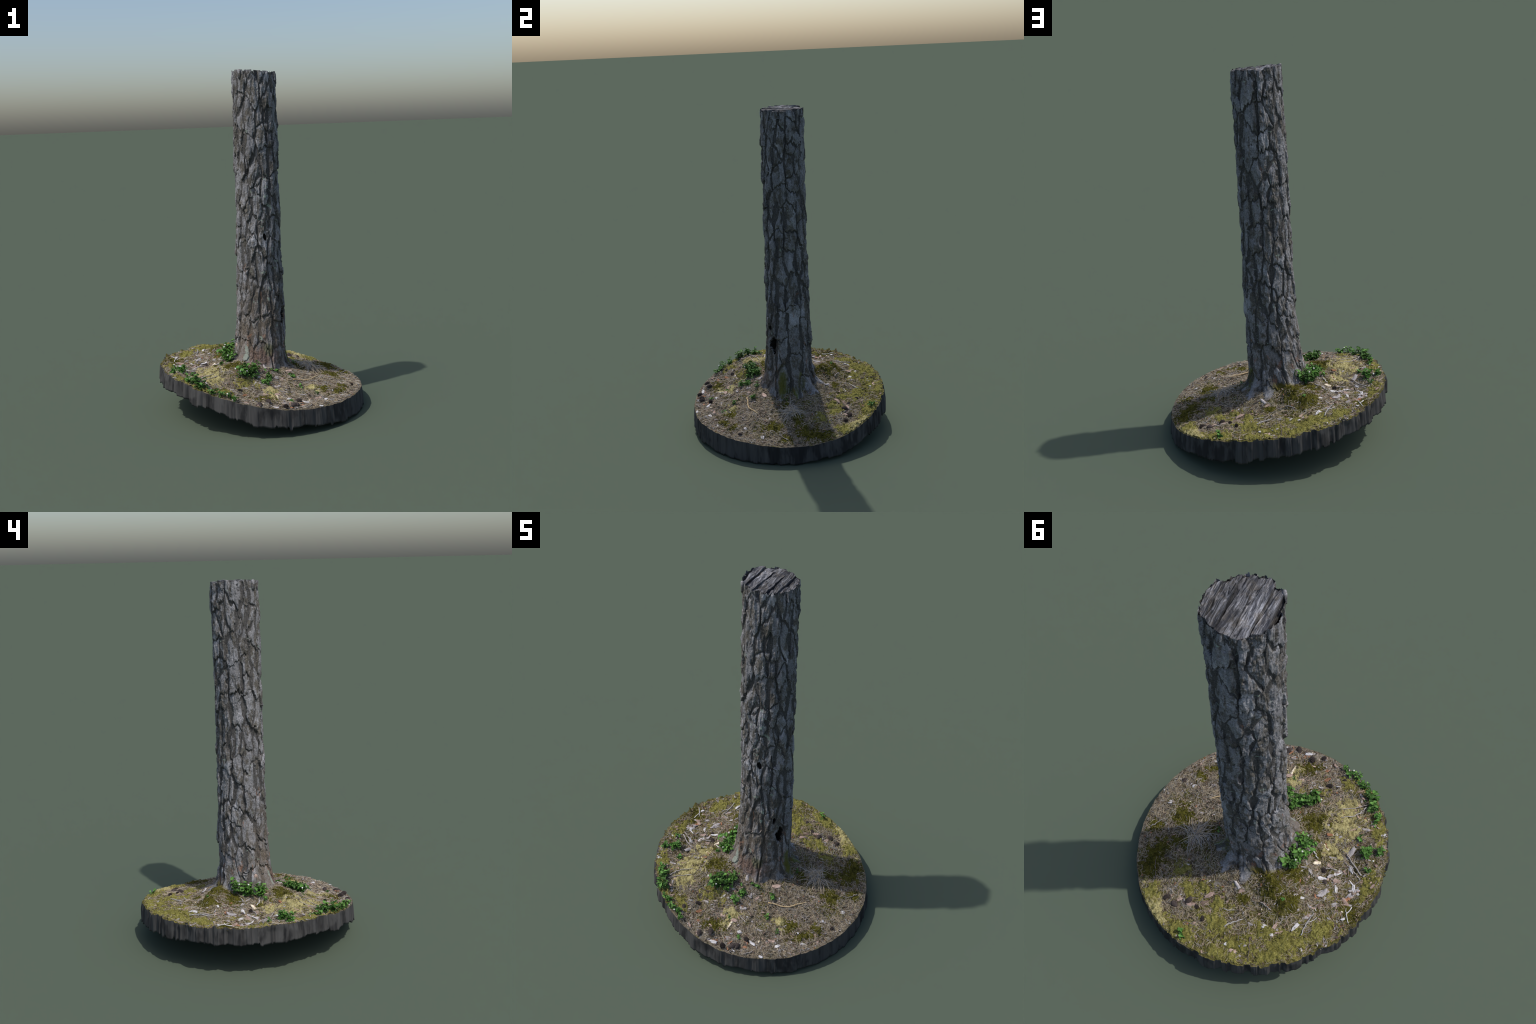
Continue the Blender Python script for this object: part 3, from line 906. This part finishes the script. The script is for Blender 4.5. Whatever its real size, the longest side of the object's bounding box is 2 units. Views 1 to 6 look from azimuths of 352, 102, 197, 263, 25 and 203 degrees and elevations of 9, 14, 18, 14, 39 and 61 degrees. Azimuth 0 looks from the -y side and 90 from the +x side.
X = px[:, None] + length[:, None] * T5[None] * np.cos(A)
Y = py[:, None] + length[:, None] * T5[None] * np.sin(A)
rad = np.hypot(X, Y)
sc = np.minimum(1, 0.598 / rad)
X, Y = X * sc, Y * sc
Zn = ground_full(X, Y)
Zn = np.maximum(Zn, Zn.mean(1, keepdims=True)) + nrng.uniform(0.0005, 0.0045, (len(px), 1)) + nrng.normal(0, 0.08, (len(px), 1)) * length[:, None] * T5[None]
wid = nrng.uniform(0.0004, 0.0010, len(px))[:, None] * np.array([0.6, 1, 1, 0.9, 0.4])[None]
SX, SY = -np.sin(A), np.cos(A)
ringv = np.stack([np.stack([X - SX * wid, Y - SY * wid, Zn], -1), np.stack([X + SX * wid, Y + SY * wid, Zn], -1), np.stack([X, Y, Zn + wid * 1.4], -1)], 2)
NV = ringv.reshape(-1, 3)
base = (np.arange(len(px)) * 15)[:, None, None, None]
seg = (np.arange(4) * 3)[None, :, None, None]
quad = np.array([[0, 1, 4, 3], [1, 2, 5, 4], [2, 0, 3, 5]])[None, None]
NF = (base + seg + quad).reshape(-1, 4)
kind = np.repeat(nrng.choice(3, len(px), p=[0.45, 0.33, 0.22]), 12)
needles = link(bpy.data.objects.new("pine_needle", mesh_from("pine_needle", NV, NF, mat_needle, True, kind)), floor_ob)
needles["kind"] = "stuff"

# crumbs of bark, soil and cone scales between the needles
B = Builder()
crng = np.random.default_rng(17)
for _ in range(3200):
    a, r = crng.uniform(0, TAU), 0.595 * math.sqrt(crng.uniform(0.07, 1))
    x, y = r * math.cos(a), r * math.sin(a)
    south = max(max(0.0, -math.sin(a + 0.25)), max(0.0, -math.cos(a)) ** 2) * (r / 0.6)
    if crng.random() > 0.35 + 0.65 * south or moss_cover(x, y) > 0.3:
        continue
    z = ground_one(x, y)
    s = crng.uniform(0.003, 0.0105)
    el = crng.uniform(0.22, 0.6)
    d = crng.normal(size=3); d[2] = abs(d[2]); t = crng.uniform(0, TAU)
    vs = []
    for k in range(6):
        w = TAU * k / 6
        q = s * crng.uniform(0.6, 1.1)
        vs.append((x + q * math.cos(w) * math.cos(t) - el * q * math.sin(w) * math.sin(t), y + q * math.cos(w) * math.sin(t) + el * q * math.sin(w) * math.cos(t), z + crng.uniform(0.0, 0.004)))
    vs += [(px_, py_, pz_ + s * 0.22) for px_, py_, pz_ in vs]
    fs = [tuple(range(6, 12)), tuple(range(5, -1, -1))] + [(k, (k + 1) % 6, 6 + (k + 1) % 6, 6 + k) for k in range(6)]
    B.add(vs, fs, int(crng.choice(6, p=[0.24, 0.27, 0.38, 0.07, 0.01, 0.03])))
crumbs = link(bpy.data.objects.new("litter_crumb", B.mesh("litter_crumb", mat_flake, False)), floor_ob)
crumbs["kind"] = "stuff"

# dry grey tussock in the shade on the east side
B = Builder()
trng = np.random.default_rng(8)
for k in range(150):
    a = trng.uniform(0, TAU)
    L = trng.uniform(0.03, 0.105)
    x0, y0 = 0.305 + trng.normal(0, 0.018), 0.075 + trng.normal(0, 0.018)
    pts = []
    for t in np.linspace(0, 1, 6):
        aa_ = a + 0.35 * t * math.sin(k * 1.7)
        x, y = x0 + L * t * math.cos(aa_), y0 + L * t * math.sin(aa_)
        pts.append((x, y, ground_one(x, y) + 0.004 + 0.022 * math.sin(math.pi * min(1, t * 1.05)) * L / 0.1))
    B.tube(pts, [0.0010, 0.0011, 0.0011, 0.0010, 0.0008, 0.0004], 4, int(trng.choice((1, 1, 0))))
tus = link(bpy.data.objects.new("dry_tussock", B.mesh("dry_tussock", mat_needle)), floor_ob)

# ------------------------------------------------------------------ flakes of fallen bark and chips of wood
FLAKES = [  # x, y, half length, half width, turn, colour
    (-0.298, -0.003, 0.030, 0.012, 0.7, 4), (-0.303, -0.087, 0.020, 0.0085, -0.4, 4), (-0.413, -0.098, 0.040, 0.016, 1.2, 0),
    (-0.370, 0.133, 0.030, 0.014, 1.1, 0), (-0.480, 0.126, 0.022, 0.011, -0.6, 1), (-0.495, 0.082, 0.032, 0.012, 0.9, 0),
    (0.112, 0.328, 0.030, 0.012, 0.9, 1), (0.173, 0.399, 0.026, 0.014, 0.1, 1), (0.116, 0.372, 0.034, 0.014, 0.5, 2),
    (0.519, -0.060, 0.016, 0.012, 0.3, 5), (-0.351, 0.265, 0.022, 0.010, 0.8, 0), (-0.187, 0.375, 0.018, 0.011, 0.1, 5),
    (-0.235, 0.355, 0.022, 0.010, 1.4, 1), (-0.233, 0.404, 0.012, 0.008, 0.4, 5), (-0.062, 0.514, 0.012, 0.009, 1.0, 5),
    (-0.135, 0.494, 0.018, 0.012, 0.5, 0), (-0.104, 0.532, 0.020, 0.011, 0.2, 1), (-0.465, -0.259, 0.018, 0.013, 0.3, 1),
    (-0.509, -0.281, 0.026, 0.012, -0.3, 0), (0.017, -0.449, 0.030, 0.008, 1.45, 4), (0.027, -0.408, 0.018, 0.013, 0.4, 1),
    (-0.294, -0.145, 0.016, 0.009, 0.5, 3), (-0.025, 0.262, 0.022, 0.010, 0.8, 1), (0.005, 0.250, 0.022, 0.009, -0.6, 0),
    (-0.408, 0.045, 0.020, 0.012, 0.2, 1), (-0.371, 0.035, 0.016, 0.010, 0.9, 0), (-0.162, -0.450, 0.018, 0.012, 0.8, 3),
    (0.172, -0.484, 0.022, 0.010, -0.2, 5), (0.257, -0.423, 0.018, 0.011, 0.3, 1), (0.361, -0.317, 0.008, 0.006, 0, 5),
    (0.412, -0.359, 0.018, 0.008, 0.5, 5), (-0.003, -0.554, 0.022, 0.013, 0.6, 3), (0.045, -0.521, 0.018, 0.012, 0.2, 0),
    (-0.371, 0.124, 0.026, 0.011, 0.6, 0), (-0.480, 0.111, 0.020, 0.012, 0.9, 3), (-0.440, -0.245, 0.018, 0.009, 0.2, 0),
    (-0.497, 0.060, 0.030, 0.010, 0.5, 0), (0.145, -0.125, 0.026, 0.014, 0.7, 1), (-0.005, -0.182, 0.018, 0.011, 2.0, 0),
    (0.081, -0.243, 0.018, 0.010, 1.2, 1), (0.039, -0.327, 0.020, 0.012, 0.3, 0), (-0.039, -0.404, 0.020, 0.012, 0.3, 1),
    (0.084, -0.453, 0.020, 0.010, 0.8, 5), (-0.017, -0.575, 0.022, 0.012, 0.3, 5), (0.150, -0.52, 0.018, 0.010, 0.4, 3),
    (0.246, -0.537, 0.012, 0.009, 0.1, 5), (0.297, -0.44, 0.018, 0.010, 0.9, 5), (-0.139, -0.505, 0.016, 0.012, 0.2, 3),
    (0.449, -0.18, 0.014, 0.008, 0.7, 5), (0.20, 0.40, 0.030, 0.014, 0.2, 2), (0.235, 0.385, 0.022, 0.012, 0.9, 1),
]
FLAKES += [
    (-0.34, 0.065, 0.022, 0.010, 0.3, 5), (-0.40, 0.005, 0.026, 0.010, 1.0, 5), (-0.44, 0.16, 0.024, 0.011, 0.5, 0), (-0.42, 0.085, 0.018, 0.009, 2.1, 5),
    (-0.29, 0.20, 0.018, 0.008, 0.4, 5), (-0.45, -0.03, 0.022, 0.009, 2.4, 5), (-0.35, -0.05, 0.020, 0.009, 0.2, 0), (-0.32, 0.33, 0.024, 0.009, 1.2, 5),
    (-0.26, 0.38, 0.018, 0.008, 0.7, 1), (-0.49, 0.05, 0.02, 0.009, 1.8, 5), (-0.28, 0.06, 0.018, 0.008, 2.6, 0), (-0.52, -0.245, 0.024, 0.011, 0.4, 5)]
frng = np.random.default_rng(44)
for _ in range(120):                                    # smaller nameless flakes, thickest to the south-east and west
    a = frng.choice((frng.normal(-1.5, 0.5), frng.normal(3.05, 0.5), frng.normal(3.05, 0.4), frng.uniform(0, TAU)))
    r = 0.58 * math.sqrt(frng.uniform(0.16, 1))
    FLAKES.append((r * math.cos(a), r * math.sin(a), frng.uniform(0.007, 0.017), frng.uniform(0.0035, 0.007), frng.uniform(0, 3.1), int(frng.choice(6, p=[0.36, 0.26, 0.20, 0.06, 0.01, 0.11]))))
for n, (x, y, L, W, rot, c) in enumerate(FLAKES):
    e = 0.01
    gx = (ground(x + e, y) - ground(x - e, y)) / (2 * e)
    gy = (ground(x, y + e) - ground(x, y - e)) / (2 * e)
    up = Vector((-gx + frng.normal(0, 0.16), -gy + frng.normal(0, 0.16), 1)).normalized()
    q = Vector((0, 0, 1)).rotation_difference(up) @ Matrix.Rotation(rot, 3, "Z").to_quaternion()
    slab("wood_chip" if c == 4 else "bark_flake", (x, y, ground_one(x, y) + 0.0025), (L, W * 0.85, 0.0016 + 0.06 * W), q.to_euler(), mat_flake[c], floor_ob, 0.22, frng.uniform(-0.25, 0.2), 100 + n)

# ------------------------------------------------------------------ twigs
TWIGS = [  # points along the ground, radius, colour
    (((0.150, -0.235), (0.195, -0.222), (0.246, -0.205), (0.290, -0.165), (0.334, -0.126)), 0.0048, 2),
    (((-0.402, -0.346), (-0.385, -0.31), (-0.367, -0.284), (-0.309, -0.247)), 0.0032, 0),
    (((-0.501, -0.016), (-0.46, -0.05), (-0.425, -0.075), (-0.40, -0.095)), 0.0042, 0),
    (((-0.46, -0.05), (-0.43, -0.045), (-0.405, -0.05)), 0.0028, 0),
    (((-0.357, 0.356), (-0.358, 0.30), (-0.365, 0.262), (-0.373, 0.239)), 0.0036, 1),
    (((-0.358, 0.30), (-0.385, 0.265), (-0.39, 0.25)), 0.0026, 1),
    (((-0.518, 0.142), (-0.507, 0.184), (-0.531, 0.222)), 0.0036, 1),
    (((-0.507, 0.184), (-0.495, 0.156)), 0.003, 1),
    (((0.088, -0.395), (0.060, -0.382), (0.033, -0.367)), 0.0022, 0),
    (((0.545, 0.099), (0.525, 0.068), (0.502, 0.037)), 0.0028, 0),
    (((0.194, -0.528), (0.18, -0.548), (0.160, -0.568)), 0.0036, 0),
    (((-0.293, -0.291), (-0.350, -0.321), (-0.401, -0.363)), 0.0026, 0),
    (((-0.437, -0.048), (-0.47, -0.02), (-0.507, 0.007)), 0.0036, 0),
    (((-0.126, 0.283), (-0.155, 0.293), (-0.187, 0.301)), 0.0034, 0),
    (((0.020, 0.367), (0.0, 0.366), (-0.028, 0.354)), 0.0026, 1),
    (((-0.149, 0.446), (-0.165, 0.49), (-0.188, 0.552)), 0.0028, 3),
    (((-0.020, 0.443), (-0.05, 0.412), (-0.083, 0.382)), 0.0036, 1),
    (((-0.254, -0.037), (-0.268, -0.03), (-0.288, -0.012)), 0.0042, 1),
    (((-0.337, 0.014), (-0.36, 0.002), (-0.389, -0.002)), 0.0034, 0),
    (((0.22, 0.10), (0.19, 0.14), (0.17, 0.19)), 0.003, 3),
    (((0.40, 0.33), (0.43, 0.28), (0.44, 0.25)), 0.0024, 3),
    (((-0.20, -0.34), (-0.15, -0.33), (-0.10, -0.325)), 0.0022, 3),
]
for n, (pts, r, c) in enumerate(TWIGS):
    tr_ = np.random.default_rng(60 + n)
    P2 = []
    for a, b in zip(pts[:-1], pts[1:]):
        for t in (0, 0.25, 0.5, 0.75):
            P2.append((a[0] + (b[0] - a[0]) * t + tr_.normal(0, 0.0016), a[1] + (b[1] - a[1]) * t + tr_.normal(0, 0.0016)))
    P2.append(pts[-1])
    P3 = [(x, y, ground_one(x, y) + 0.004 + r) for x, y in P2]
    zs = np.convolve(np.pad([p[2] for p in P3], 2, mode="edge"), np.ones(5) / 5, "valid")
    P3 = [(p[0], p[1], z + 0.002) for p, z in zip(P3, zs)]
    B = Builder()
    m = len(P3)
    B.tube(P3, [0.78 * r * (1.1 - 0.45 * i / m + tr_.uniform(-0.12, 0.15)) for i in range(m)], 7)
    link(bpy.data.objects.new("twig", B.mesh("twig", [mat_twig[c if c < 4 else 0]])), floor_ob)

# ------------------------------------------------------------------ pine cones
CONES = [(0.039, -0.570, 0.020), (0.085, -0.556, 0.021), (0.110, -0.545, 0.020), (-0.046, -0.541, 0.020), (-0.100, -0.572, 0.018), (0.128, -0.478, 0.017),
         (-0.185, -0.414, 0.017), (0.191, 0.382, 0.020), (0.246, 0.425, 0.019), (0.093, 0.442, 0.014), (0.511, -0.192, 0.013), (-0.246, -0.471, 0.016),
         (-0.33, 0.02, 0.016), (-0.36, 0.075, 0.015), (0.30, 0.40, 0.016), (0.145, 0.40, 0.013)]
B = Builder()
for k in range(60):                                     # scales of one cone, laid along a spiral
    t = k / 59
    a = k * 2.39996
    y = -0.9 + 1.9 * t
    rr_ = 0.72 * math.sin(math.pi * (0.12 + 0.80 * t)) ** 0.8 + 0.05
    c, s = math.cos(a), math.sin(a)
    out = np.array([c, 0, s]); side_ = np.array([-s, 0, c]); along = np.array([0, 1.0, 0])
    p = rr_ * out * 0.55 + along * y
    tip = rr_ * out * 1.15 + along * (y + 0.30)
    w = 0.26 * (0.5 + rr_)
    vs = [p - side_ * w * 0.6, p + side_ * w * 0.6, tip + side_ * w, tip - side_ * w]
    th_ = 0.10 * along
    vs += [v + th_ for v in vs]
    B.add(vs, [(0, 1, 2, 3), (7, 6, 5, 4), (0, 4, 5, 1), (1, 5, 6, 2), (2, 6, 7, 3), (3, 7, 4, 0)])
core = [(0, -0.95 + 0.3 * i, 0) for i in range(7)]
B.tube(core, [0.2, 0.42, 0.5, 0.5, 0.42, 0.3, 0.12], 8)
cone_me = B.mesh("pine_cone", [mat_cone], False)
krng = np.random.default_rng(9)
for x, y, s in CONES:
    ob = bpy.data.objects.new("pine_cone", cone_me)
    s *= 0.86
    ob.scale = (s * 0.9, s * 1.05, s * 0.9)
    ob.location = (x, y, ground_one(x, y) + s * 0.4)
    ob.rotation_euler = (krng.uniform(-0.4, 0.4), krng.uniform(0, 3), krng.uniform(0, TAU))
    link(ob, floor_ob)

# ------------------------------------------------------------------ little evergreen shrubs


def leaf_mesh(name, seed):
    r = np.random.default_rng(seed)
    vs, fs = [], []
    n, m = 7, 5
    for side_ in (0, 1):
        for i in range(n):
            t = i / (n - 1)
            w = 0.30 * math.sin(math.pi * (0.06 + 0.92 * t ** 0.85)) ** 0.75 * (1 + 0.22 * r.normal())
            for j in range(m):
                q = (j / (m - 1)) * 2 - 1
                z = -0.28 * t * t + 0.22 * w * q * q * 1.6 + 0.05 * r.normal() - side_ * 0.045
                vs.append((t, q * w, z))
    N = n * m
    for i in range(n - 1):
        for j in range(m - 1):
            q = (i * m + j, i * m + j + 1, (i + 1) * m + j + 1, (i + 1) * m + j)
            fs.append(q[::-1])
            fs.append(tuple(N + t for t in q))
    rim_ = [i * m for i in range(n)] + [(n - 1) * m + j for j in range(1, m)] + [i * m + m - 1 for i in range(n - 2, -1, -1)] + [j for j in range(m - 2, 0, -1)]
    for a, b in zip(rim_, rim_[1:] + rim_[:1]):
        fs.append((a, b, N + b, N + a))
    return mesh_from(name, vs, fs, [mat_leaf])


leaf_meshes = [leaf_mesh("leaf", 70 + k) for k in range(4)]
SHRUBS = [  # x, y, spread, height, leaves, leaf length, small leaves in the mass beneath
    (-0.185, 0.072, 0.055, 0.092, 24, 0.029, 36), (-0.208, 0.020, 0.058, 0.088, 24, 0.030, 40), (-0.195, -0.045, 0.045, 0.082, 22, 0.029, 32),
    (-0.145, -0.272, 0.052, 0.080, 27, 0.030, 44), (-0.085, -0.236, 0.058, 0.070, 26, 0.028, 34), (-0.094, -0.280, 0.024, 0.036, 9, 0.026, 10),
    (-0.025, -0.300, 0.028, 0.040, 11, 0.027, 14), (0.012, -0.262, 0.030, 0.040, 11, 0.026, 14), (0.052, -0.185, 0.018, 0.028, 6, 0.020, 6),
    (0.152, -0.200, 0.026, 0.026, 8, 0.020, 8), (0.177, -0.306, 0.020, 0.026, 7, 0.018, 5), (0.265, -0.363, 0.014, 0.020, 5, 0.016, 3),
    (0.092, -0.485, 0.014, 0.022, 5, 0.017, 3), (0.21, 0.027, 0.012, 0.020, 4, 0.016, 2), (-0.440, -0.362, 0.036, 0.060, 14, 0.026, 24), (-0.475, -0.320, 0.026, 0.050, 3, 0.024, 16), (-0.345, -0.465, 0.026, 0.045, 3, 0.024, 14), (-0.300, -0.500, 0.024, 0.042, 3, 0.022, 12),
    (-0.400, -0.415, 0.040, 0.064, 16, 0.027, 22), (-0.490, -0.125, 0.034, 0.038, 14, 0.028, 30), (-0.548, -0.155, 0.024, 0.034, 9, 0.026, 16),
    (-0.425, -0.190, 0.018, 0.026, 7, 0.020, 6), (-0.244, -0.525, 0.030, 0.038, 10, 0.025, 14), (0.149, 0.545, 0.024, 0.032, 9, 0.022, 8),
    (-0.253, -0.070, 0.016, 0.024, 6, 0.018, 4), (-0.222, 0.247, 0.012, 0.018, 4, 0.015, 2), (-0.519, -0.040, 0.020, 0.03, 6, 0.020, 5), (0.0, -0.40, 0.012, 0.02, 3, 0.016, 2),
    (-0.465, -0.292, 0.014, 0.024, 4, 0.018, 3),
]
for n, (x, y, spread, height, leaves, size, under_leaves) in enumerate(SHRUBS):
    r = np.random.default_rng(200 + n)
    z0 = ground_one(x, y)
    B = Builder()
    spots = []
    for s in range(max(2, leaves // 4)):
        a = r.uniform(0, TAU)
        d = spread * math.sqrt(r.uniform(0.05, 1))
        hgt = height * r.uniform(0.55, 1.0)
        pts = []
        for t in np.linspace(0, 1, 5):
            xx, yy = x + d * math.cos(a) * t, y + d * math.sin(a) * t
            pts.append((xx, yy, z0 - 0.004 + (hgt + 0.004) * t ** 0.8))
        B.tube(pts, [0.0016, 0.0014, 0.0012, 0.001, 0.0008], 5)
        spots.append((pts, a))
    shrub = link(bpy.data.objects.new("shrub", B.mesh("shrub", [mat_stem])), thing)
    for k in range(leaves):
        pts, a = spots[k % len(spots)]
        t = r.uniform(0.35, 1.0)
        i = min(int(t * 4), 3)
        f = t * 4 - i
        p = np.array(pts[i]) * (1 - f) + np.array(pts[i + 1]) * f
        ob = bpy.data.objects.new("leaf", leaf_meshes[k % 4])
        ob.location = p
        s = size * r.uniform(0.62, 1.05)
        ob.scale = (s, s * r.uniform(0.9, 1.25), s)
        ob.rotation_euler = (r.normal(0, 0.55), r.uniform(-1.0, 0.45), r.uniform(0, TAU))
        link(ob, shrub)
    # the mass of smaller leaves under the crown, one joined piece
    V, F = [], []
    src = leaf_meshes[n % 4]
    co = np.array([v.co for v in src.vertices])
    polys = [tuple(p.vertices) for p in src.polygons]
    for k in range(int(under_leaves * 2.2)):
        pts, a = spots[k % len(spots)]
        t = r.uniform(0.15, 0.85)
        p = np.array(pts[0]) * (1 - t) + np.array(pts[-1]) * t + np.append(r.normal(0, spread * 0.25, 2), r.uniform(-0.004, 0.006))
        s = size * r.uniform(0.4, 0.75)
        m = np.array(Matrix.Rotation(r.uniform(0, TAU), 3, "Z") @ Matrix.Rotation(r.uniform(-0.8, 0.5), 3, "Y") @ Matrix.Rotation(r.normal(0, 0.5), 3, "X"))
        o = len(V)
        V.extend((co * s @ m.T + p).tolist())
        F.extend([tuple(i + o for i in f) for f in polys])
    mass = link(bpy.data.objects.new("small_leaf", mesh_from("small_leaf", V, F, [mat_leaf])), shrub)
    mass["kind"] = "stuff"

# pale lingonberry flowers
mat_flower = plain("white_blossom", (0.55, 0.56, 0.50), (0.78, 0.78, 0.72), jitter=0.1)
for n, (x, y, up) in enumerate([(-0.192, -0.285, 0.040), (-0.166, -0.312, 0.052), (-0.130, -0.312, 0.060), (-0.208, 0.070, 0.075), (-0.220, 0.02, 0.072), (-0.210, -0.075, 0.050),
                                (-0.270, -0.530, 0.03), (-0.53, -0.09, 0.045)]):
    B = Builder()
    z0 = ground_one(x, y) + up
    for k in range(5):
        a = TAU * k / 5
        c = np.array((x + 0.0024 * math.cos(a), y + 0.0024 * math.sin(a), z0))
        B.tube([c - (0, 0, 0.004), c, c + (0.0006 * math.cos(a), 0.0006 * math.sin(a), 0.004)], [0.0012, 0.0026, 0.0012], 6)
    link(bpy.data.objects.new("blossom", B.mesh("blossom", [mat_flower])), thing)
